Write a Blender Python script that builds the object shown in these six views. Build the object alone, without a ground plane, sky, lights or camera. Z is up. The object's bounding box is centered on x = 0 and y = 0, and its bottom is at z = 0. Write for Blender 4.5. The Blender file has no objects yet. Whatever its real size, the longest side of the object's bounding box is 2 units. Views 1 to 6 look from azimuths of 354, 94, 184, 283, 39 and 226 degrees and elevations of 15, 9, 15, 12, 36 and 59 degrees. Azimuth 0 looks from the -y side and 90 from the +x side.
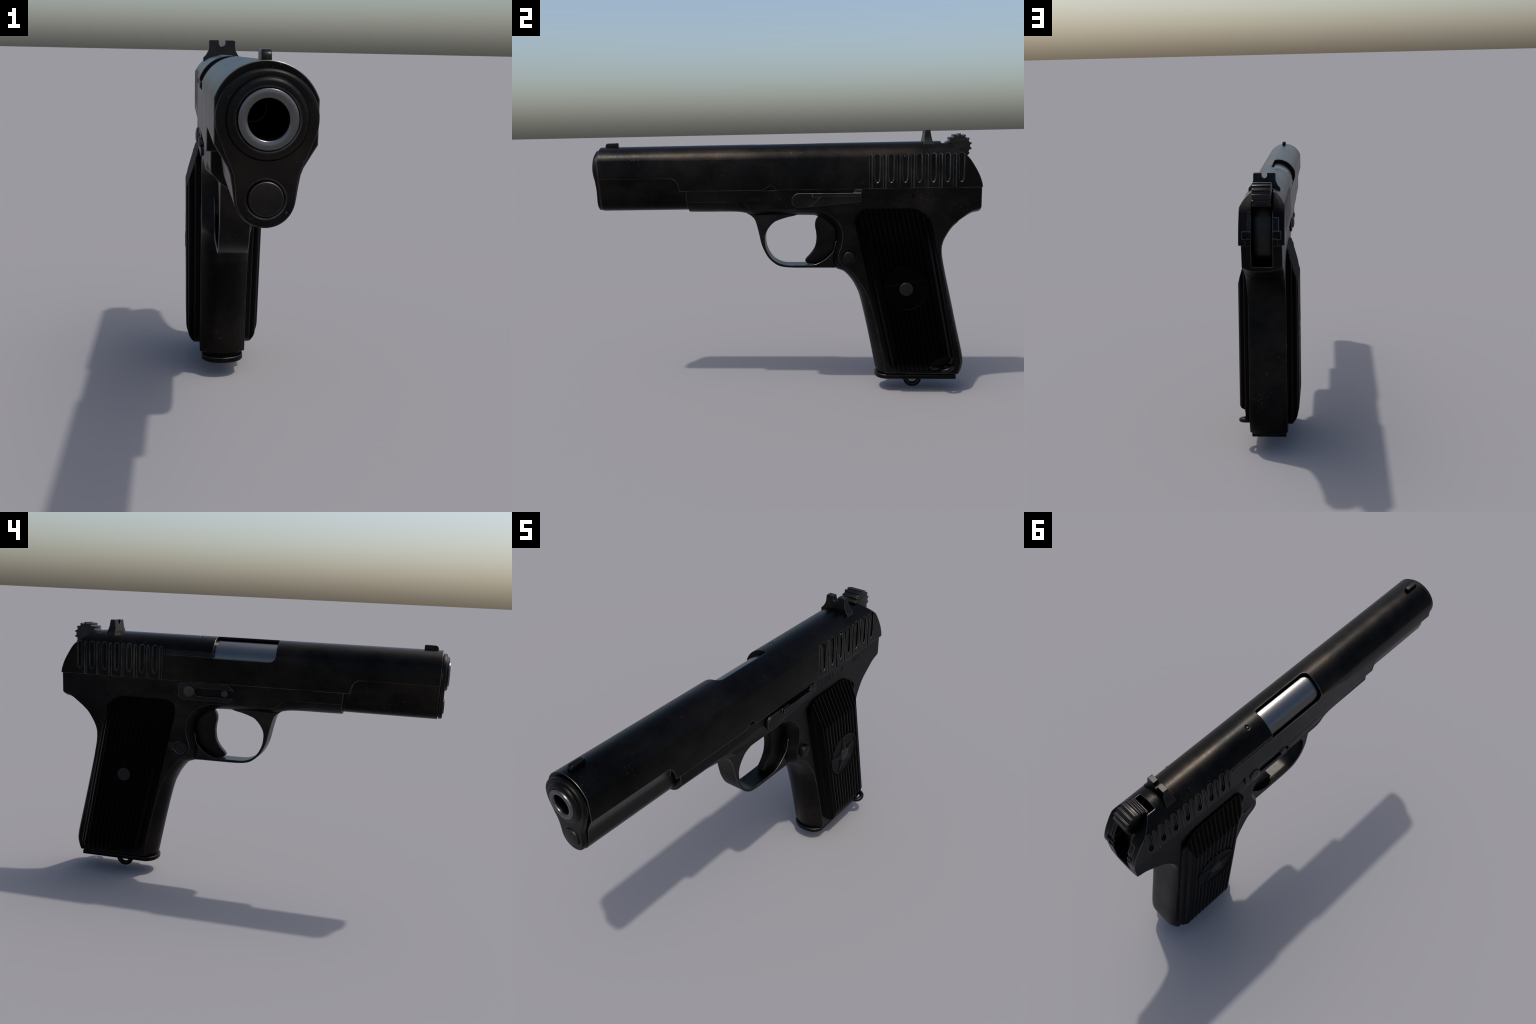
"""Blued-steel service pistol standing on its magazine, built part by part.
Axes: muzzle at -y, rear at +y, x = width (+x is the left-hand side of the gun)."""
import bpy, bmesh, math
from math import sin, cos, pi, sqrt
from mathutils import Vector

# --------------------------------------------------------------------------
# sizes shared by several parts (metres in the 2 m frame)
# --------------------------------------------------------------------------
BORE_Z = 1.193          # axis of the barrel
SLIDE_R = 0.1115        # radius of the slide's round top
SLIDE_W = 0.1050        # half width of the slide
SLIDE_BOTTOM = 1.0725
FRAME_W = 0.0930        # half width of the frame flats
GUARD_W = 0.0490        # half width of the trigger guard
SPRING_Z = 1.034        # axis of the recoil spring tunnel
SLANT = 0.184           # rake of the grip, dy per -dz
MED_Y, MED_Z = 0.620, 0.563   # grip medallion centre

# --------------------------------------------------------------------------
# materials
# --------------------------------------------------------------------------
def node(nt, kind, **kw):
    n = nt.nodes.new(kind)
    for k, v in kw.items():
        setattr(n, k, v)
    return n

def steel(name, base, worn, rough, brushed=1.0, edge=0.55, bevel=0.004, spots=1.0, grain=0.10, vary=1.0):
    """Metal with cloudy tone changes, brushed streaks, specks, fine scratches and rubbed edges."""
    m = bpy.data.materials.new(name)
    m.use_nodes = True
    nt = m.node_tree
    nt.nodes.clear()
    L = nt.links.new
    out = node(nt, 'ShaderNodeOutputMaterial')
    bs = node(nt, 'ShaderNodeBsdfPrincipled')
    L(bs.outputs[0], out.inputs[0])
    bs.inputs['Metallic'].default_value = 1.0
    tc = node(nt, 'ShaderNodeTexCoord')

    def noise(scale, detail, rough_, stretch=(1, 1, 1)):
        mp = node(nt, 'ShaderNodeMapping')
        mp.inputs['Scale'].default_value = stretch
        L(tc.outputs['Object'], mp.inputs['Vector'])
        n = node(nt, 'ShaderNodeTexNoise')
        n.inputs['Scale'].default_value = scale
        n.inputs['Detail'].default_value = detail
        n.inputs['Roughness'].default_value = rough_
        L(mp.outputs[0], n.inputs['Vector'])
        return n.outputs['Fac']

    def ramp(fac, stops):
        r = node(nt, 'ShaderNodeValToRGB')
        el = r.color_ramp.elements
        while len(el) < len(stops):
            el.new(0.5)
        for e, (p, v) in zip(el, stops):
            e.position = p
            e.color = (v, v, v, 1) if not isinstance(v, tuple) else (*v, 1)
        L(fac, r.inputs[0])
        return r.outputs['Color']

    def math_(op, a, b):
        n = node(nt, 'ShaderNodeMath', operation=op)
        for i, s in enumerate((a, b)):
            if isinstance(s, (int, float)):
                n.inputs[i].default_value = s
            else:
                L(s, n.inputs[i])
        return n.outputs[0]

    def mix(fac, a, b):
        n = node(nt, 'ShaderNodeMix', data_type='RGBA')
        for sock, v in ((n.inputs[0], fac), (n.inputs[6], a), (n.inputs[7], b)):
            if isinstance(v, (int, float)):
                sock.default_value = v
            elif isinstance(v, tuple):
                sock.default_value = (*v, 1)
            else:
                L(v, sock)
        return n.outputs[2]

    cloud = noise(6.0, 4.0, 0.6)
    streak = noise(14.0, 3.0, 0.6, (1.0, 14.0, 1.0))
    dark = tuple(c * (1 - 0.28 * vary) for c in base)
    light = tuple(c * (1 + 0.32 * vary) for c in base)
    col = mix(ramp(cloud, [(0.32, 0.0), (0.70, 1.0)]), dark, light)
    brown = tuple(c * k for c, k in zip(base, (2.9, 2.35, 2.05)))
    mott = ramp(noise(3.2, 5.0, 0.65, (1.0, 0.8, 1.2)), [(0.47, 0.0), (0.70, 1.0)])
    col = mix(math_('MULTIPLY', mott, 0.7 * spots), col, brown)
    # rubbed specks, gathered in clusters
    speck = ramp(noise(95.0, 2.0, 0.5), [(0.66, 0.0), (0.72, 1.0)])
    cluster = ramp(noise(5.0, 2.0, 0.5, (1.3, 1.0, 1.7)), [(0.56, 0.0), (0.70, 1.0)])
    col = mix(math_('MULTIPLY', math_('MULTIPLY', speck, cluster), 0.20 * spots), col, worn)
    # fine scratches: noise drawn out along slanting directions, thresholded to hairlines
    for rot, gate_seed in (((0.75, 0.0, 0.15), 9.0), ((-0.5, 0.0, 0.25), 7.0)):
        mp = node(nt, 'ShaderNodeMapping', vector_type='TEXTURE')
        mp.inputs['Rotation'].default_value = rot
        mp.inputs['Scale'].default_value = (0.5, 12.0, 0.5)
        L(tc.outputs['Object'], mp.inputs['Vector'])
        sn = node(nt, 'ShaderNodeTexNoise')
        sn.inputs['Scale'].default_value = 150.0
        sn.inputs['Detail'].default_value = 1.0
        L(mp.outputs[0], sn.inputs['Vector'])
        thin = ramp(sn.outputs['Fac'], [(0.70, 0.0), (0.76, 1.0)])
        gate = ramp(noise(gate_seed, 2.0, 0.5), [(0.57, 0.0), (0.68, 1.0)])
        col = mix(math_('MULTIPLY', math_('MULTIPLY', thin, gate), 0.13 * spots), col, worn)
    # edges worn pale: where the rounded normal leaves the face normal
    bev = node(nt, 'ShaderNodeBevel', samples=8)
    bev.inputs['Radius'].default_value = bevel
    geo = node(nt, 'ShaderNodeNewGeometry')
    dot = node(nt, 'ShaderNodeVectorMath', operation='DOT_PRODUCT')
    L(bev.outputs[0], dot.inputs[0])
    L(geo.outputs['Normal'], dot.inputs[1])
    ed = ramp(dot.outputs['Value'], [(0.88, 1.0), (0.997, 0.0)])
    rub = ramp(noise(11.0, 3.0, 0.6), [(0.35, 0.25), (0.62, 1.0)])
    col = mix(math_('MULTIPLY', math_('MULTIPLY', ed, rub), edge), col, worn)
    L(col, bs.inputs['Base Color'])
    # gloss
    rr = math_('ADD', math_('MULTIPLY', math_('SUBTRACT', cloud, 0.5), 0.14 * vary), rough)
    rr = math_('ADD', math_('MULTIPLY', math_('SUBTRACT', streak, 0.5), 0.16 * brushed), rr)
    L(rr, bs.inputs['Roughness'])
    bp = node(nt, 'ShaderNodeBump')
    bp.inputs['Strength'].default_value = grain
    bp.inputs['Distance'].default_value = 0.002
    tooth = noise(150.0, 2.0, 0.5)
    L(math_('ADD', math_('MULTIPLY', streak, 0.6 * brushed), tooth), bp.inputs['Height'])
    L(bev.outputs[0], bp.inputs['Normal'])
    L(bp.outputs[0], bs.inputs['Normal'])
    return m

WORN = (0.27, 0.262, 0.255)
M_SLIDE = steel('blued_slide_steel', (0.0088, 0.0086, 0.0083), WORN, 0.345, bevel=0.005, edge=0.6)
M_FRAME = steel('blued_frame_steel', (0.0095, 0.0093, 0.0091), WORN, 0.41, brushed=0.6, bevel=0.005, edge=0.6)
M_BUSHING = steel('rubbed_bushing_steel', (0.0095, 0.0093, 0.0091), WORN, 0.40, brushed=0.3, bevel=0.009, edge=0.6)
M_SMALL = steel('small_part_steel', (0.0175, 0.0172, 0.0170), WORN, 0.41, brushed=0.4, spots=0.6, edge=0.5)
M_SIGHT = steel('glint_lightened_sight_steel', (0.020, 0.0195, 0.019), WORN, 0.34, brushed=0.2, spots=0.5, edge=0.5, bevel=0.003)  # base raised above the slide's to carry the sun glint on the sight tops
M_GUARD = steel('guard_steel', (0.013, 0.0127, 0.0124), WORN, 0.35, brushed=0.4, edge=0.7, bevel=0.005)  # lighter than the frame: sun highlight on the bow's floor put into the colour
M_PIN = steel('pin_steel', (0.050, 0.050, 0.050), WORN, 0.40, brushed=0.2, spots=0.4, edge=0.3)
M_SCREW = steel('screw_steel', (0.024, 0.024, 0.024), WORN, 0.42, brushed=0.2, spots=0.4, edge=0.25)
M_HAMMER = steel('rubbed_hammer_steel', (0.028, 0.0265, 0.025), (0.22, 0.21, 0.20), 0.36, brushed=0.3, bevel=0.003)
M_BARREL = steel('bright_barrel_steel', (0.125, 0.125, 0.127), (0.40, 0.40, 0.40), 0.26, brushed=0.2, edge=0.5, spots=0.0, bevel=0.0022, vary=0.12)
M_BORE = steel('dark_bore_steel', (0.003, 0.003, 0.003), (0.01, 0.01, 0.01), 0.6, spots=0.0)
M_MARK = steel('stamped_mark_steel', (0.006, 0.006, 0.006), (0.03, 0.03, 0.03), 0.55, spots=0.0, edge=0.3, bevel=0.001)
M_GRIP = steel('black_grip_plastic', (0.0019, 0.0019, 0.0020), (0.008, 0.010, 0.010), 0.46, brushed=0.0, edge=0.2, bevel=0.002, spots=0.5)
M_MEDAL = steel('grainy_medallion_plastic', (0.0020, 0.0020, 0.0021), (0.010, 0.010, 0.010), 0.52, brushed=0.0, edge=0.6, bevel=0.002, spots=0.0, grain=0.8)
M_STAR = steel('star_plastic', (0.0021, 0.0021, 0.0022), (0.012, 0.012, 0.012), 0.50, brushed=0.0, edge=0.7, bevel=0.002, spots=0.0)

# --------------------------------------------------------------------------
# mesh helpers
# --------------------------------------------------------------------------
def add(name, me, parent, mat, angle=32.0):
    o = bpy.data.objects.new(name, me)
    bpy.context.scene.collection.objects.link(o)
    if mat:
        me.materials.clear()
        me.materials.append(mat)
    for p in me.polygons:
        p.use_smooth = True
    me.set_sharp_from_angle(angle=math.radians(angle))
    if parent:
        o.parent = parent
    return o

def from_bm(bm, name='part'):
    bmesh.ops.remove_doubles(bm, verts=bm.verts, dist=1e-6)
    bmesh.ops.recalc_face_normals(bm, faces=bm.faces)
    me = bpy.data.meshes.new(name)
    bm.to_mesh(me)
    bm.free()
    return me

def place(axis, t, a, b):
    """2D point (a, b) on a plane across `axis` at t.  x:(y,z)  y:(x,z)  z:(x,y)"""
    return {'x': (t, a, b), 'y': (a, t, b), 'z': (a, b, t)}[axis]

def prism_bm(bm, outline, axis, t0, t1, taper=1.0, centre=None):
    n = len(outline)
    c = centre or (sum(p[0] for p in outline) / n, sum(p[1] for p in outline) / n)
    r0 = [bm.verts.new(place(axis, t0, *p)) for p in outline]
    r1 = [bm.verts.new(place(axis, t1, c[0] + (p[0] - c[0]) * taper, c[1] + (p[1] - c[1]) * taper)) for p in outline]
    bm.faces.new(r0)
    bm.faces.new(r1)
    for i in range(n):
        j = (i + 1) % n
        bm.faces.new((r0[i], r0[j], r1[j], r1[i]))

def prism(outline, axis, t0, t1):
    bm = bmesh.new()
    prism_bm(bm, outline, axis, t0, t1)
    return from_bm(bm)

def box_outline(a0, a1, b0, b1):
    return [(a0, b0), (a1, b0), (a1, b1), (a0, b1)]

def circle(ca, cb, r, n=48, a0=0.0):
    return [(ca + r * cos(a0 + 2 * pi * i / n), cb + r * sin(a0 + 2 * pi * i / n)) for i in range(n)]

def arc(ca, cb, r, d0, d1, n):
    return [(ca + r * cos(math.radians(d0 + (d1 - d0) * i / n)), cb + r * sin(math.radians(d0 + (d1 - d0) * i / n))) for i in range(n + 1)]

def rounded(points, radii, n=7):
    """Polygon with each corner replaced by a fillet of the given radius."""
    res = []
    k = len(points)
    for i, (p, r) in enumerate(zip(points, radii)):
        if r <= 0:
            res.append(p)
            continue
        P = Vector(p)
        a = (Vector(points[i - 1]) - P)
        b = (Vector(points[(i + 1) % k]) - P)
        ang = a.angle(b)
        d = min(r / math.tan(ang / 2), a.length * .49, b.length * .49)
        rr = d * math.tan(ang / 2)
        c = P + (a.normalized() + b.normalized()).normalized() * (rr / sin(ang / 2))
        s = P + a.normalized() * d - c
        e = P + b.normalized() * d - c
        tot = s.angle_signed(e)
        for q in range(n + 1):
            t = -tot * q / n
            v = Vector((s.x * cos(t) - s.y * sin(t), s.x * sin(t) + s.y * cos(t)))
            res.append((c.x + v.x, c.y + v.y))
    return res

def spline(pts, sub=6, closed=False, corners=()):
    """Catmull-Rom through tuples of any length; indices in `corners` stay sharp."""
    n = len(pts)
    res = []
    segs = n if closed else n - 1
    for i in range(segs):
        p1, p2 = pts[i], pts[(i + 1) % n]
        p0 = pts[(i - 1) % n] if (closed or i > 0) else p1
        p3 = pts[(i + 2) % n] if (closed or i + 2 < n) else p2
        if i in corners:
            p0 = p1
        if (i + 1) % n in corners:
            p3 = p2
        if i in corners and (i + 1) % n in corners:
            res.append(tuple(p1))
            continue
        for k in range(sub):
            t = k / sub
            res.append(tuple(0.5 * (2 * b + (c - a) * t + (2 * a - 5 * b + 4 * c - d) * t * t + (3 * b - a - 3 * c + d) * t ** 3)
                             for a, b, c, d in zip(p0, p1, p2, p3)))
    if not closed:
        res.append(tuple(pts[-1]))
    return res

def lathe_y(profile, cx, cz, n=64, name='lathe'):
    """Surface of revolution about a line along y; profile = (y, radius) pairs, closed to a ring or to the axis."""
    bm = bmesh.new()
    rings = []
    for y, r in profile:
        if r < 1e-6:
            rings.append([bm.verts.new((cx, y, cz))])
        else:
            rings.append([bm.verts.new((cx + r * cos(2 * pi * i / n), y, cz + r * sin(2 * pi * i / n))) for i in range(n)])
    for a, b in zip(rings, rings[1:]):
        for i in range(n):
            j = (i + 1) % n
            if len(a) == 1:
                bm.faces.new((a[0], b[i], b[j]))
            elif len(b) == 1:
                bm.faces.new((a[i], a[j], b[0]))
            else:
                bm.faces.new((a[i], a[j], b[j], b[i]))
    return from_bm(bm, name)

def button(bm, cy, cz, r, x0, x1, dome=0.0, chamfer=0.003, n=40):
    """Round-headed pin whose axis lies along x, from x0 (root) to x1 (face)."""
    s = 1 if x1 > x0 else -1
    prof = [(x0, r), (x1 - s * chamfer, r), (x1 - s * chamfer * .3, r - chamfer * .3), (x1, r - chamfer)]
    if dome:
        prof += [(x1 + s * dome * (1 - k * k), (r - chamfer) * k) for k in (.8, .55, .3)]
    rings = [[bm.verts.new((x, cy + q * cos(2 * pi * i / n), cz + q * sin(2 * pi * i / n))) for i in range(n)] for x, q in prof]
    for a, b in zip(rings, rings[1:]):
        for i in range(n):
            j = (i + 1) % n
            bm.faces.new((a[i], a[j], b[j], b[i]))
    bm.faces.new(rings[0])
    bm.faces.new(rings[-1])

def torus(R, r, nu=48, nv=16):
    bm = bmesh.new()
    g = [[bm.verts.new(((R + r * cos(2 * pi * j / nv)) * cos(2 * pi * i / nu), (R + r * cos(2 * pi * j / nv)) * sin(2 * pi * i / nu), r * sin(2 * pi * j / nv)))
          for j in range(nv)] for i in range(nu)]
    for i in range(nu):
        for j in range(nv):
            bm.faces.new((g[i][j], g[(i + 1) % nu][j], g[(i + 1) % nu][(j + 1) % nv], g[i][(j + 1) % nv]))
    return bm

def evaluated(o):
    dg = bpy.context.evaluated_depsgraph_get()
    return bpy.data.meshes.new_from_object(o.evaluated_get(dg))

def combine(me, other, op):
    """Exact boolean of two meshes."""
    a = bpy.data.objects.new('tmp_a', me)
    b = bpy.data.objects.new('tmp_b', other)
    for o in (a, b):
        bpy.context.scene.collection.objects.link(o)
    md = a.modifiers.new('b', 'BOOLEAN')
    md.operation = op
    md.object = b
    md.solver = 'EXACT'
    bpy.context.view_layer.update()
    res = evaluated(a)
    bpy.data.objects.remove(a)
    bpy.data.objects.remove(b)
    bm = bmesh.new()
    bm.from_mesh(res)
    bmesh.ops.remove_doubles(bm, verts=bm.verts, dist=2e-5)
    bmesh.ops.dissolve_degenerate(bm, edges=bm.edges, dist=2e-5)
    bm.to_mesh(res)
    bm.free()
    return res

def bevelled(me, width, segs=3, angle=30):
    o = bpy.data.objects.new('tmp', me)
    bpy.context.scene.collection.objects.link(o)
    md = o.modifiers.new('bev', 'BEVEL')
    md.width = width
    md.segments = segs
    md.limit_method = 'ANGLE'
    md.angle_limit = math.radians(angle)
    bpy.context.view_layer.update()
    res = evaluated(o)
    bpy.data.objects.remove(o)
    return res

# --------------------------------------------------------------------------
# the thing
# --------------------------------------------------------------------------
gun = bpy.data.objects.new('pistol', None)
bpy.context.scene.collection.objects.link(gun)
gun['label'] = 'black blued steel semi-automatic pistol with ribbed star grips'
gun['category'] = 'pistol'

# ------------------------------------------------------------------ slide
half = math.degrees(math.acos(SLIDE_W / SLIDE_R))
top_arc = arc(0, BORE_Z, SLIDE_R, half, 180 - half, 40)
rear_section = [(SLIDE_W, 1.0)] + top_arc + [(-SLIDE_W, 1.0)]
tunnel = arc(0, SPRING_Z, 0.0640, -8, -172, 28)          # recoil spring housing
front_section = ([(SLIDE_W, 1.1405)] + top_arc + [(-SLIDE_W, 1.1405), (-0.0770, 1.0940), (-0.0715, 1.0785), (-0.0680, 1.0580)]
                 + tunnel[::-1] + [(0.0680, 1.0580), (0.0715, 1.0785), (0.0770, 1.0940)])
rear_curve = spline([(1.0, SLIDE_BOTTOM), (0.997, 1.095), (0.983, 1.135), (0.958, 1.181), (0.926, 1.226), (0.866, 1.276), (0.835, 1.297)], 5)
notch = spline([(-0.039, SLIDE_BOTTOM), (-0.047, 1.087), (-0.063, 1.096), (-0.083, 1.087), (-0.103, SLIDE_BOTTOM)], 4)
step_curve = spline([(-0.535, SLIDE_BOTTOM), (-0.541, 1.100), (-0.553, 1.126), (-0.574, 1.1395)], 5)
side_outline = (rear_curve + [(0.80, 1.33), (-0.66, 1.33), (-0.66, 1.1395)] + step_curve[::-1])
slide = combine(prism(side_outline, 'x', -0.2, 0.2), prism(rear_section, 'y', -0.62, 1.02), 'INTERSECT')
slide = combine(slide, prism(front_section, 'y', -0.960, -0.500), 'UNION')

cut = bmesh.new()
prism_bm(cut, box_outline(-0.049, 0.049, 0.80, 1.1), 'z', 1.0, 1.40)      # hammer slot
slide = combine(slide, from_bm(cut), 'DIFFERENCE')
for ob in (box_outline(-0.087, 0.087, 1.1005, 1.1335), box_outline(-0.0725, 0.0725, 1.0, 1.11),
           box_outline(0.030, 0.0635, 1.12, 1.212), box_outline(-0.0770, -0.030, 1.12, 1.188)):
    slide = combine(slide, prism(ob, 'y', 0.55, 1.1), 'DIFFERENCE')       # frame rails and posts at the rear
slide = combine(slide, prism(notch + [(-0.103, 1.05), (-0.039, 1.05)], 'x', 0.080, 0.13), 'DIFFERENCE')   # slide stop notch
# ejection port on the right side, chamber cavity behind it
cavity = lathe_y([(-0.176, 0), (-0.176, 0.1015), (0.1665, 0.1015), (0.1665, 0)], 0, BORE_Z, 72)
slide = combine(slide, cavity, 'DIFFERENCE')
slide = combine(slide, lathe_y([(-1.1, 0), (-1.1, 0.0650), (-0.17, 0.0650), (-0.17, 0)], 0, BORE_Z, 72), 'DIFFERENCE')
p1 = prism(rounded([(0.013, 0.1655), (-0.3, 0.1655), (-0.3, -0.157), (0.013, -0.157)], [0.010, 0, 0, 0.030]), 'z', 1.0, 1.5)
p2 = prism(rounded([(0.1655, 1.199), (0.1655, 1.45), (-0.157, 1.45), (-0.157, 1.199)], [0.006, 0, 0, 0.034]), 'x', -0.3, 0.1)
slide = combine(slide, combine(p1, p2, 'INTERSECT'), 'DIFFERENCE')
# gripping grooves on both sides
cut = bmesh.new()
for k in range(7):
    y = 0.4435 + 0.0697 * k
    for s in (1, -1):
        nar = [(y - 0.0064, 1.05)] + [(y + 0.0064 * cos(a), 1.237 + 0.0064 * sin(a)) for a in [pi - pi * i / 8 for i in range(9)]] + [(y + 0.0064, 1.05)]
        prism_bm(cut, nar, 'x', s * 0.0975, s * 0.13)
        w = y + 0.0335
        h = 0.0125
        wide = ([(w + h * cos(a), 1.2335 + h * sin(a)) for a in [pi - pi * i / 12 for i in range(13)]]
                + [(w + h * cos(a), 1.136 + 0.034 * sin(a)) for a in [-pi * i / 12 for i in range(13)]])
        prism_bm(cut, wide, 'x', s * 0.0935, s * 0.13)
slide = combine(slide, from_bm(cut), 'DIFFERENCE')
# extractor slot, loaded-chamber pin hole, seat of the rear sight
cut = bmesh.new()
prism_bm(cut, box_outline(0.160, 0.4205, 1.2035, 1.2225), 'x', -0.0955, -0.13)
prism_bm(cut, circle(-0.028, 0.247, 0.0120, 28), 'z', 1.285, 1.32)
slide = combine(slide, from_bm(cut), 'DIFFERENCE')
slide_o = add('slide', slide, gun, M_SLIDE, 28)

bm = bmesh.new()
prism_bm(bm, box_outline(0.163, 0.4190, 1.2045, 1.2200), 'x', -0.094, -0.1025)
add('extractor', bevelled(from_bm(bm), 0.0012, 2), slide_o, M_SMALL)
bm = bmesh.new()
prism_bm(bm, circle(-0.028, 0.247, 0.0080, 24), 'z', 1.283, 1.3015)
add('chamber_indicator_pin', bevelled(from_bm(bm), 0.002, 2), slide_o, M_SMALL)
for s in (1, -1):
    bm = bmesh.new()
    button(bm, 0.6165, 1.2310, 0.0095 if s > 0 else 0.0075, s * 0.090, s * (0.1045 if s > 0 else 0.1000), 0.001, 0.002, 24)
    add('firing_pin_retainer', from_bm(bm), slide_o, M_SMALL)

# front sight blade
fs = rounded([(-0.936, 1.290), (-0.869, 1.290), (-0.869, 1.3260), (-0.936, 1.3250)], [0, 0, 0.006, 0.016])
add('front_sight', bevelled(prism(fs, 'x', -0.0105, 0.0105), 0.0012, 2), slide_o, M_SIGHT)

# rear sight: flared plate with a U notch, thinner at the top than at the foot
def rear_sight():
    right = [(0.0755, 1.272), (0.0755, 1.291), (0.0640, 1.3035), (0.0560, 1.3175), (0.0530, 1.3300), (0.0525, 1.3555), (0.0515, 1.3590), (0.0480, 1.3610)]
    nn = [(0.0135, 1.3610), (0.0133, 1.3510)] + [(0.0132 * cos(a), 1.3495 - 0.0125 * sin(a)) for a in [pi * i / 10 for i in range(1, 10)]] + [(-0.0133, 1.3510), (-0.0135, 1.3610)]
    outline = right + nn + [(-x, z) for x, z in right[::-1]]
    bm = bmesh.new()
    def yb(z, lo, hi):
        t = max(0.0, min(1.0, (z - 1.29) / 0.07))
        return lo + (hi - lo) * t ** 0.8
    f = [bm.verts.new((x, yb(z, 0.7080, 0.7190), z)) for x, z in outline]
    b = [bm.verts.new((x, yb(z, 0.7590, 0.7440), z)) for x, z in outline]
    bm.faces.new(f)
    bm.faces.new(b[::-1])
    for i in range(len(f)):
        j = (i + 1) % len(f)
        bm.faces.new((f[i], f[j], b[j], b[i]))
    return from_bm(bm)
add('rear_sight', rear_sight(), slide_o, M_SIGHT, 20)

# ------------------------------------------------------------------ muzzle
# bushing plate follows the slide's front contour, a little inside it
def inset(outline, d):
    """Offset a closed outline inwards."""
    n = len(outline)
    area = sum(outline[i][0] * outline[(i + 1) % n][1] - outline[(i + 1) % n][0] * outline[i][1] for i in range(n))
    s = 1 if area > 0 else -1
    res = []
    for i in range(n):
        p0, p1, p2 = Vector(outline[i - 1]), Vector(outline[i]), Vector(outline[(i + 1) % n])
        n1 = Vector((-(p1 - p0).y, (p1 - p0).x)).normalized() * s
        n2 = Vector((-(p2 - p1).y, (p2 - p1).x)).normalized() * s
        m = (n1 + n2).normalized()
        q = p1 + m * d / max(0.5, m.dot(n1))
        res.append((q.x, q.y))
    return res
plate_arc = [(a, BORE_Z + (b - BORE_Z) * (0.934 if b > BORE_Z else 1.0)) for a, b in arc(0, BORE_Z, 0.1032, -26, 206, 52)]
plate_low = arc(0, SPRING_Z, 0.0605, -10, -170, 28)
plate = spline([plate_arc[-1], (-0.0800, 1.115), (-0.0655, 1.080), plate_low[-1]], 5)
plate_outline = plate_arc[:-1] + plate[:-1] + plate_low[::-1][:-1] + [(-a, b) for a, b in plate[::-1]][:-1]
bm = bmesh.new()
prev = None
for y, d in ((-0.9600, 0.010), (-0.9628, 0.004), (-0.9628, 0.0), (-0.9770, 0.0), (-0.9800, 0.0012), (-0.9818, 0.0040), (-0.9822, 0.0085)):
    ring = [bm.verts.new((x, y, z)) for x, z in (inset(plate_outline, d) if d else plate_outline)]
    if prev:
        for i in range(len(ring)):
            j = (i + 1) % len(ring)
            bm.faces.new((prev[i], prev[j], ring[j], ring[i]))
    else:
        bm.faces.new(ring)
    prev = ring
bm.faces.new(prev)
bore_hole = lathe_y([(-1.1, 0), (-1.1, 0.0608), (-0.15, 0.0608), (-0.15, 0)], 0, BORE_Z, 72)
bushing_o = add('barrel_bushing', combine(combine(from_bm(bm), bore_hole, 'DIFFERENCE'), prism(circle(0, SPRING_Z, 0.0390, 64), 'y', -0.9770, -1.1), 'DIFFERENCE'), gun, M_BUSHING, 40)
add('bushing_collar', lathe_y([(-0.975, 0.084), (-0.982, 0.0835), (-0.9860, 0.0815), (-0.9920, 0.0785), (-0.9935, 0.0755), (-0.9935, 0.0620), (-0.980, 0.0615)], 0, BORE_Z, 96), bushing_o, M_BUSHING, 40)
add('recoil_spring_plug', lathe_y([(-0.975, 0.0365), (-0.9845, 0.0365), (-0.9868, 0.0350), (-0.9875, 0.0310), (-0.9878, 0.0)], 0, SPRING_Z, 64), bushing_o, M_SMALL, 40)
barrel_o = add('barrel', lathe_y([(-0.18, 0.0605), (-0.9965, 0.0605), (-0.9990, 0.0590), (-1.0000, 0.0560), (-1.0000, 0.0435), (-0.9985, 0.0415), (-0.9950, 0.0400), (-0.985, 0.0399)], 0, BORE_Z, 96), gun, M_BARREL, 40)
add('barrel_bore', lathe_y([(-0.9852, 0.0398), (-0.600, 0.0370), (-0.600, 0.0340), (-0.20, 0.0320), (-0.20, 0.0)], 0, BORE_Z, 64), barrel_o, M_BORE)
add('rifling_ring', lathe_y([(-0.640, 0.0372), (-0.6420, 0.0362), (-0.6415, 0.0340), (-0.638, 0.0338)], 0, BORE_Z, 64), barrel_o, M_BARREL)
add('barrel_chamber', lathe_y([(-0.172, 0.0), (-0.172, 0.0850), (-0.166, 0.0905), (0.1660, 0.0910), (0.1660, 0.0)], 0, BORE_Z, 96), barrel_o, M_BARREL)

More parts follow.
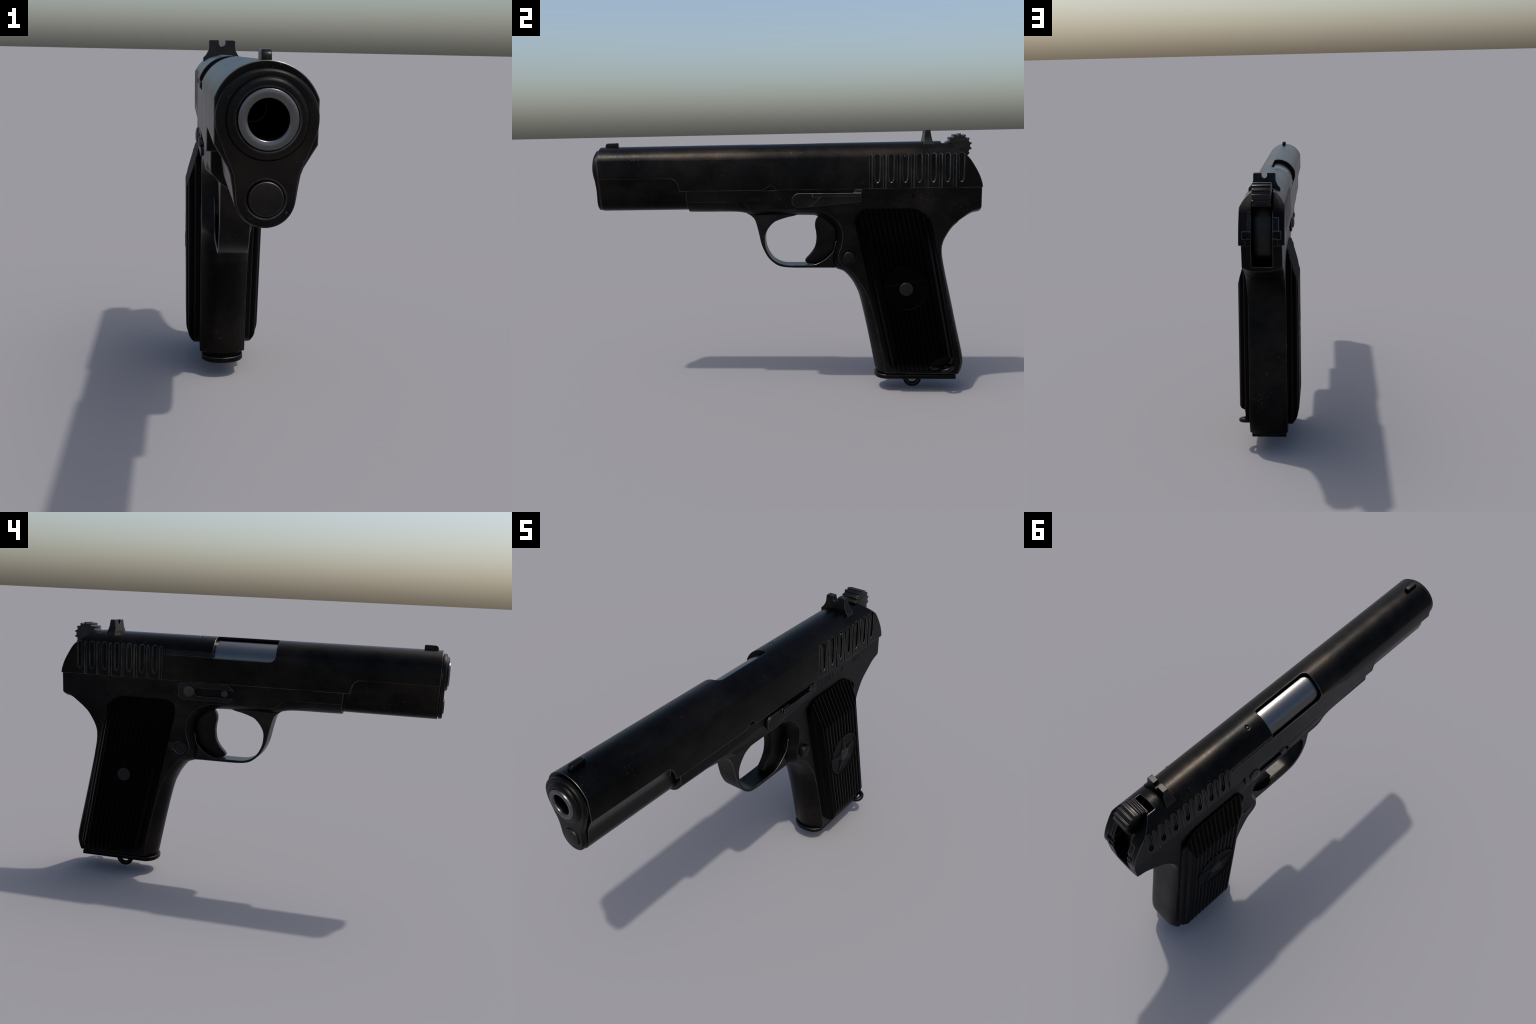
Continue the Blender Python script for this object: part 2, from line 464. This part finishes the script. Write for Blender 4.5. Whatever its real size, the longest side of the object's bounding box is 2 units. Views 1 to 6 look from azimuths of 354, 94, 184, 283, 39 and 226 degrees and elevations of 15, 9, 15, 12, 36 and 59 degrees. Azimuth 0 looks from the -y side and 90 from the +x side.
# ------------------------------------------------------------------ frame
# Paired contours: the flat of the side (x = FRAME_W) and the centre line (x = 0);
# between them the straps and undersides are rounded.   (y_side, z_side, y_mid, z_mid)
C = [
    (0.9985, 1.0705, 0.9985, 1.0705),     # 0 rear top corner
    (-0.5050, 1.0705, -0.5050, 1.0705),   # 1 front top corner
    (-0.5020, 1.0150, -0.4960, 0.9590),   # 2 front bottom corner
    (-0.3800, 1.0140, -0.3800, 0.9575),
    (-0.2500, 1.0120, -0.2500, 0.9570),
    (-0.1980, 0.9980, -0.1970, 0.9500),
    (-0.1690, 0.9760, -0.1600, 0.9400),
    (-0.1290, 0.9670, -0.1250, 0.9360),
    (0.0000, 0.9665, 0.0000, 0.9360),
    (0.1370, 0.9660, 0.1370, 0.9340),
    (0.1750, 0.9630, 0.1670, 0.9300),
    (0.2260, 0.9450, 0.2040, 0.9140),
    (0.2660, 0.9160, 0.2360, 0.8880),
    (0.2940, 0.8760, 0.2580, 0.8600),
    (0.3020, 0.8290, 0.2640, 0.8220),
    (0.2960, 0.7830, 0.2580, 0.7800),
    (0.2820, 0.7430, 0.2460, 0.7380),
    (0.2820, 0.7080, 0.2460, 0.6950),
    (0.2990, 0.6810, 0.2640, 0.6560),
    (0.3440, 0.6490, 0.3060, 0.6380),
    (0.3840, 0.5960, 0.3440, 0.5970),
    (0.4160, 0.5430, 0.3720, 0.5480),
    (0.4400, 0.4850, 0.3930, 0.4900),
    (0.4790, 0.3310, 0.4290, 0.3310),
    (0.5230, 0.1040, 0.4720, 0.1130),     # bottom front corner
    (0.8930, 0.0990, 0.9050, 0.0930),     # bottom rear corner
    (0.9020, 0.1300, 0.9200, 0.1250),
    (0.9050, 0.1850, 0.9240, 0.1850),
    (0.8700, 0.3560, 0.8890, 0.3480),
    (0.8410, 0.4920, 0.8590, 0.4900),
    (0.8060, 0.6800, 0.8180, 0.6780),
    (0.7990, 0.7450, 0.8075, 0.7440),
    (0.8030, 0.7885, 0.8115, 0.7860),
    (0.8230, 0.8330, 0.8310, 0.8290),
    (0.8560, 0.8810, 0.8640, 0.8740),
    (0.9000, 0.9170, 0.9080, 0.9070),
    (0.9500, 0.9520, 0.9540, 0.9350),
    (0.9880, 0.9650, 0.9900, 0.9430),
    (0.9975, 0.9720, 0.9985, 0.9500),     # rear lower corner
]
corner_ids = {0, 1, 2, 24, 25, 38}
pair = spline(C, 6, True, corner_ids)
foot_rear = min(range(len(pair)), key=lambda k: abs(pair[k][0] - 0.893) + abs(pair[k][1] - 0.099))
rear_ids = set(range(foot_rear, len(pair)))
bm = bmesh.new()
rows = []
NX = 30
for i in range(NX + 1):
    x = FRAME_W * (-1 + 2 * i / NX)
    row = []
    for k, (a, b, c, d) in enumerate(pair):
        if k in rear_ids:
            power = 5.0 + 5.0 * max(0.0, 1 - abs(b - 0.79) / 0.16) if b < 0.90 else 2.6          # flat backstrap, tight corners; rounder tang
        elif b < 0.72 and a < 0.8:
            t = max(0.0, min(1.0, (b - 0.47) / 0.17))
            power = 2.0 + 0.9 * t          # round frontstrap, fuller where the guard runs in
        else:
            power = 2.4 + 1.8 * max(0.0, 1 - abs(a + 0.20) / 0.13)
        f = 1 - abs(x / FRAME_W) ** power
        row.append(bm.verts.new((x, a + (c - a) * f, b + (d - b) * f)))
    rows.append(row)
for r0, r1 in zip(rows, rows[1:]):
    for i in range(len(r0)):
        j = (i + 1) % len(r0)
        bm.faces.new((r0[i], r0[j], r1[j], r1[i]))
bm.faces.new(rows[0])
bm.faces.new(rows[-1])
frame = from_bm(bm)
bm = bmesh.new()
prism_bm(bm, box_outline(-0.0485, 0.0485, 0.80, 1.1), 'z', 0.9715, 1.2)           # hammer well
frame = combine(frame, from_bm(bm), 'DIFFERENCE')
bm = bmesh.new()
prism_bm(bm, circle(0.3325, 0.7225, 0.0365, 48), 'x', 0.0860, 0.12)                # well round the magazine catch
prism_bm(bm, circle(0.3325, 0.7235, 0.0315, 48), 'x', -0.0895, -0.12)
frame = combine(frame, from_bm(bm), 'DIFFERENCE')
frame = combine(frame, prism([(0.352, 0.7070), (0.352, 0.7440), (0.4200, 0.7560), (0.4200, 0.7190)], 'x', -0.0900, -0.12), 'DIFFERENCE')
recess = []
for k in range(44):
    a, b = 0.064 * cos(2 * pi * k / 44), 0.036 * sin(2 * pi * k / 44)
    recess.append((0.806 + a * cos(0.33) - b * sin(0.33), 0.163 + a * sin(0.33) + b * cos(0.33)))
frame = combine(frame, prism(recess, 'x', 0.074, 0.2), 'DIFFERENCE')       # pocket of the lanyard loop
frame_o = add('frame', frame, gun, M_FRAME, 28)

# guide rails and side posts that show at the rear of the slide
bm = bmesh.new()
for s in (1, -1):
    prism_bm(bm, box_outline(min(s * 0.0485, s * 0.0860), max(s * 0.0485, s * 0.0860), 1.1015, 1.1325), 'y', 0.60, 0.9820)
    prism_bm(bm, box_outline(min(s * 0.0485, s * 0.0712), max(s * 0.0485, s * 0.0712), 1.0600, 1.1010), 'y', 0.60, 0.9935)
add('slide_rail', from_bm(bm), frame_o, M_FRAME)
def rear_y(z):
    """y of the slide's curved rear end at height z"""
    for (y0, z0), (y1, z1) in zip(rear_curve, rear_curve[1:]):
        if z0 <= z <= z1:
            return y0 + (y1 - y0) * (z - z0) / (z1 - z0)
    return rear_curve[0][0]
for x0, x1, zt in ((0.0495, 0.0625, 1.2105), (-0.0758, -0.0495, 1.1865)):
    tail = [(0.70, zt), (0.70, 1.134)] + [(rear_y(1.134 + (zt - 1.134) * k / 8) - 0.003, 1.134 + (zt - 1.134) * k / 8) for k in range(9)]
    bm = bmesh.new()
    prism_bm(bm, tail, 'x', x0, x1)
    add('hammer_housing_post', from_bm(bm), frame_o, M_SMALL)

# trigger guard: bow and front web, one slab narrower than the frame
outer = spline([(-0.2200, 0.9850), (-0.2050, 0.9600), (-0.1880, 0.9480), (-0.1690, 0.9350), (-0.1510, 0.9120), (-0.1350, 0.8530), (-0.1190, 0.7820),
                (-0.0910, 0.7230), (-0.0560, 0.6870), (-0.0220, 0.6695), (0.0310, 0.6625), (0.1200, 0.6610), (0.2120, 0.6605), (0.2420, 0.6600), (0.2600, 0.6600), (0.2780, 0.6680)], 5)
inner = spline([(0.3100, 0.8200), (0.2680, 0.8000), (0.2550, 0.7500), (0.2130, 0.7060), (0.1650, 0.6800), (0.1200, 0.6760), (0.0250, 0.6760), (-0.0160, 0.6810), (-0.0530, 0.6990),
                (-0.0800, 0.7290), (-0.0980, 0.7700), (-0.1030, 0.8120), (-0.0990, 0.8400), (-0.0840, 0.8690), (-0.0570, 0.8990), (-0.0300, 0.9130), (0.0150, 0.9270), (0.0700, 0.9420), (0.0700, 0.9750)], 5)
guard = prism(outer + [(0.300, 0.700)] + inner, 'x', -GUARD_W, GUARD_W)
add('trigger_guard', guard, frame_o, M_GUARD, 40)

# trigger: crescent
tf = spline([(0.2100, 0.9420), (0.1780, 0.9280), (0.1620, 0.9040), (0.1590, 0.8750), (0.1640, 0.8460), (0.1655, 0.8100), (0.1580, 0.7690), (0.1370, 0.7340), (0.1090, 0.7030), (0.1070, 0.6900), (0.1180, 0.6795)], 5)
tb = spline([(0.1600, 0.6785), (0.2130, 0.7060), (0.2530, 0.7480), (0.2700, 0.8050), (0.2680, 0.8520), (0.2500, 0.9300)], 4)
add('trigger', bevelled(prism(tf + tb, 'x', -0.0220, 0.0220), 0.007, 4, 40), gun, M_FRAME, 50)

# ------------------------------------------------------------------ hammer
HY, HZ, HR = 0.889, 1.2765, 0.0560
spur = []
start, stop = 205.0, -42.0
n_teeth = 10
pitch = (start - stop) / n_teeth
for k in range(n_teeth):
    a0 = start - pitch * k
    for frac, rr in ((0.0, HR), (0.56, HR), (0.60, HR + 0.0080), (0.97, HR + 0.0080)):
        a = math.radians(a0 - pitch * frac)
        spur.append((HY + rr * cos(a), HZ + rr * sin(a)))
body = [(0.9180, 1.2180), (0.9060, 1.1850), (0.9220, 1.1300), (0.9330, 1.0700), (0.9360, 1.0200), (0.9300, 0.9900), (0.8200, 0.9900), (0.8150, 1.1500), (0.8300, 1.2300)]
add('hammer', bevelled(prism(spur + body, 'x', -0.0430, 0.0430), 0.0014, 2, 35), gun, M_HAMMER, 30)

# ------------------------------------------------------------------ controls, left side
lever = bmesh.new()
head = [(0.0430 + 0.0365, 1.0540)] + arc(0.0795, 1.0175, 0.0365, 90, 270, 18)[1:] + [(0.1500, 0.9850), (0.3965, 1.0070), (0.3990, 1.0350), (0.1700, 1.0350), (0.1500, 1.0540)]
prism_bm(lever, head, 'x', 0.0900, 0.0985)
paddle = arc(0.0795, 1.0175, 0.0365, 90, 270, 18) + [(0.1250, 0.9833), (0.1520, 0.9980), (0.1900, 1.0340), (0.2000, 1.0540)]
prism_bm(lever, paddle, 'x', 0.0900, 0.1060)
prism_bm(lever, box_outline(0.1480, 0.3955, 1.0355, 1.0535), 'x', 0.0905, 0.1180)
prism_bm(lever, [(0.3560, 1.0530), (0.3660, 1.0695), (0.4010, 1.0695), (0.4010, 1.0530)], 'x', 0.0910, 0.1100)
add('slide_stop_lever', from_bm(lever), gun, M_SMALL, 35)

bm = bmesh.new()
button(bm, 0.3325, 0.7225, 0.0300, 0.0800, 0.1130, 0.0015, 0.0050, 48)
add('magazine_catch', from_bm(bm), gun, M_SMALL, 40)

# ------------------------------------------------------------------ controls, right side
bm = bmesh.new()
button(bm, 0.3325, 0.7235, 0.0265, -0.0850, -0.0945, 0.0, 0.0030, 48)
add('magazine_catch_end', from_bm(bm), gun, M_SMALL, 40)
bm = bmesh.new()
prism_bm(bm, [(0.3660, 0.7150), (0.3660, 0.7415), (0.4200, 0.7510), (0.4200, 0.7240)], 'x', -0.0850, -0.0935)
add('catch_tab', bevelled(from_bm(bm), 0.0015, 2), gun, M_SMALL)
clip = rounded([(0.3430, 0.9810), (0.3430, 1.0690), (0.0800, 1.0705), (0.0530, 1.0460), (0.0530, 1.0420), (0.1200, 1.0440), (0.2550, 1.0440), (0.2550, 1.0020),
                (0.0530, 1.0020), (0.0530, 1.0000), (0.0790, 0.9790)], [0.026, 0.020, 0.030, 0, 0, 0.0, 0.018, 0.018, 0, 0, 0.012])
add('retaining_clip', prism(clip, 'x', -0.0900, -0.1035), gun, M_SMALL, 35)
for cy, cz, r, x1, d in ((0.2850, 1.0245, 0.0295, -0.1125, 0.0040), (0.0975, 1.0245, 0.0185, -0.1080, 0.0030)):
    bm = bmesh.new()
    button(bm, cy, cz, r, -0.0880, x1, d, 0.004, 40)
    add('cross_pin', from_bm(bm), gun, M_PIN, 40)

# ------------------------------------------------------------------ grip panels
G_FRONT, G_REAR = 0.4340, 0.8130        # edges in the slanted coordinate
G_TOP, G_BOT = 0.9710, 0.1165
RIBS = 15

def slanted(y, z):
    return y + SLANT * (z - MED_Z)

def end_z(s, left):
    """Top and bottom of the panel at slanted position s (rounded corners)."""
    def corner(d, r, rise):
        return 0.0 if d >= r else rise * (1 - sqrt(max(0.0, 1 - ((r - d) / r) ** 2)))
    zt = G_TOP - corner(s - G_FRONT, 0.075, 0.095) - corner(G_REAR - s, 0.095, 0.105)
    zb = G_BOT + corner(s - G_FRONT, 0.080, 0.085) + corner(G_REAR - s, 0.110 if left else 0.070, 0.100 if left else 0.075)
    return zt, zb

def front_shift(s, z):
    """The front edge leans a little more than the ribs: slide it back towards the foot."""
    w = max(0.0, 1 - (s - G_FRONT) / 0.20)
    return (0.026 * (0.87 - z) / 0.67 - 0.008) * w

def panel_height(s, z):
    """Height above the frame flat."""
    top = 0.009 + (G_TOP - z) * 0.290
    u = max(0.0, min(1.0, (0.215 - z) / 0.100))
    bot = 0.002 + 0.0540 * (1 - u * u) ** 0.65
    fr = 0.006 + (s - G_FRONT) * 0.98
    re = 0.010 + (G_REAR - s) * 0.95
    h = min(0.0560, top, bot, fr, re)
    ph = (s - G_FRONT) / (G_REAR - G_FRONT) * RIBS
    groove = 1 - abs(sin(pi * ph)) ** 0.85
    h -= 0.0085 * groove * min(1.0, max(0.0, h - 0.002) / 0.012)
    y = s + front_shift(s, z) - SLANT * (z - MED_Z)
    d = sqrt((y - MED_Y) ** 2 + (z - MED_Z) ** 2)          # sunk seat of the medallion
    t = max(0.0, min(1.0, (d - 0.1150) / 0.0060))
    h = 0.0470 + (h - 0.0470) * t * t * (3 - 2 * t)
    return max(h, 0.001)

def grip_panel(left):
    sg = 1 if left else -1
    NS, NZ = RIBS * 16, 240
    bm = bmesh.new()
    grid = []
    for i in range(NS + 1):
        s = G_FRONT + (G_REAR - G_FRONT) * (0.001 + 0.998 * i / NS)
        zt, zb = end_z(s, left)
        col = []
        for j in range(NZ + 1):
            t = j / NZ
            z = zb + (zt - zb) * (t + 0.10 * sin(2 * pi * t) * (-1 if True else 1) / (2 * pi) * 3)
            col.append(bm.verts.new((sg * (FRAME_W + panel_height(s, z)), s + front_shift(s, z) - SLANT * (z - MED_Z), z)))
        grid.append(col)
    for i in range(NS):
        for j in range(NZ):
            bm.faces.new((grid[i][j], grid[i + 1][j], grid[i + 1][j + 1], grid[i][j + 1]))
    rim = [grid[i][0] for i in range(NS)] + [grid[NS][j] for j in range(NZ)] + [grid[i][NZ] for i in range(NS, 0, -1)] + [grid[0][j] for j in range(NZ, 0, -1)]
    foot = [bm.verts.new((sg * (FRAME_W - 0.004), v.co.y, v.co.z)) for v in rim]
    for i in range(len(rim)):
        j = (i + 1) % len(rim)
        bm.faces.new((rim[i], rim[j], foot[j], foot[i]))
    bm.faces.new(foot)
    return from_bm(bm)

def polar_rings(profile, sg, n=72):
    bm = bmesh.new()
    rings = []
    for r, h in profile:
        x = sg * (FRAME_W + h)
        rings.append([bm.verts.new((x, MED_Y + r * cos(2 * pi * i / n), MED_Z + r * sin(2 * pi * i / n))) for i in range(n)])
    for a, b in zip(rings, rings[1:]):
        for i in range(n):
            j = (i + 1) % n
            bm.faces.new((a[i], a[j], b[j], b[i]))
    bm.faces.new(rings[-1])
    return from_bm(bm)

for left in (True, False):
    sg = 1 if left else -1
    pm = grip_panel(left)
    if left:
        pm = combine(pm, prism([(0.806 + (a - 0.806) * 1.03, 0.163 + (b - 0.163) * 1.04) for a, b in recess], 'x', 0.070, 0.21), 'DIFFERENCE')
    panel = add('grip_panel', pm, gun, M_GRIP, 50)
    add('medallion', polar_rings([(0.1165, 0.044), (0.1165, 0.0535), (0.1150, 0.0560), (0.1110, 0.0568), (0.1075, 0.0556), (0.1065, 0.0532), (0.030, 0.0532)], sg), panel, M_MEDAL, 35)
    bm = bmesh.new()
    tilt = math.atan(SLANT)
    tips = []
    for k in range(10):
        a = pi / 2 + tilt + k * pi / 5
        r = 0.1010 if k % 2 == 0 else 0.0400
        tips.append((MED_Y + r * cos(a), MED_Z + r * sin(a)))
    lo = [bm.verts.new((sg * (FRAME_W + 0.0520), a, b)) for a, b in tips]
    up = [bm.verts.new((sg * (FRAME_W + (0.0545 if k % 2 == 0 else 0.0540)), a, b)) for k, (a, b) in enumerate(tips)]
    apex = bm.verts.new((sg * (FRAME_W + 0.0590), MED_Y, MED_Z))
    for k in range(10):
        j = (k + 1) % 10
        bm.faces.new((up[k], up[j], apex))
        bm.faces.new((lo[k], lo[j], up[j], up[k]))
    bm.faces.new(lo)
    add('star', from_bm(bm), panel, M_STAR, 4)
    bm = bmesh.new()
    button(bm, MED_Y, MED_Z, 0.0345, sg * (FRAME_W + 0.050), sg * (FRAME_W + 0.0585), 0.0010, 0.0020, 48)
    add('grip_screw', from_bm(bm), panel, M_SCREW, 40)

# ------------------------------------------------------------------ magazine and loops
nose = spline([(-0.0850, 0.5200), (-0.0720, 0.4970), (-0.0450, 0.4770), (0.0, 0.4690), (0.0450, 0.4770), (0.0720, 0.4970), (0.0850, 0.5200)], 5)
base_outline = nose + [(0.0850, 0.8870), (-0.0850, 0.8870)]
mag = add('magazine', bevelled(prism(base_outline, 'z', 0.0690, 0.0920), 0.003, 2, 40), gun, M_FRAME, 40)
add('magazine_tube', prism([(a * 0.9, b + (0.008 if b < 0.6 else -0.01)) for a, b in base_outline], 'z', 0.0900, 0.1200), mag, M_MARK)
bm = torus(0.0355, 0.0130)
for v in bm.verts:
    x, y, z = v.co
    v.co = (z, 0.6695 + x, 0.0515 + y)
add('magazine_loop', from_bm(bm), mag, M_SMALL, 60)
bm = torus(0.0285, 0.0120)
for v in bm.verts:
    x, y, z = v.co
    c_, s_ = cos(0.34), sin(0.34)
    v.co = (0.1140 + x, 0.8320 + y * c_ - z * s_, 0.1350 + y * s_ + z * c_)
add('lanyard_ring', from_bm(bm), gun, M_SMALL, 60)

# ------------------------------------------------------------------ stamped marks, left side of the frame
def stamp(text, y, z, size):
    cu = bpy.data.curves.new('stamp', 'FONT')
    cu.body = text
    cu.size = size
    cu.extrude = 0.0004
    cu.resolution_u = 3
    o = bpy.data.objects.new('stamp', cu)
    bpy.context.scene.collection.objects.link(o)
    bpy.context.view_layer.update()
    me = evaluated(o)
    bpy.data.objects.remove(o)
    for v in me.vertices:
        a, b, c = v.co
        v.co = (FRAME_W + 0.0001 + c, y + a, z + b)
    return add('serial_number', me, frame_o, M_MARK)
stamp('3', 0.4700, 1.0190, 0.036)
stamp('7', 0.5060, 1.0190, 0.036)
stamp('8', 0.5350, 1.0190, 0.036)
stamp('1', 0.5610, 1.0190, 0.036)
stamp('1953', 0.7400, 1.0210, 0.033)
star = [(0.6560 + (0.0150 if k % 2 == 0 else 0.0060) * cos(pi / 2 + k * pi / 5), 1.0320 + (0.0150 if k % 2 == 0 else 0.0060) * sin(pi / 2 + k * pi / 5)) for k in range(10)]
add('proof_star', prism(star, 'x', FRAME_W - 0.002, FRAME_W + 0.0005), frame_o, M_MARK)
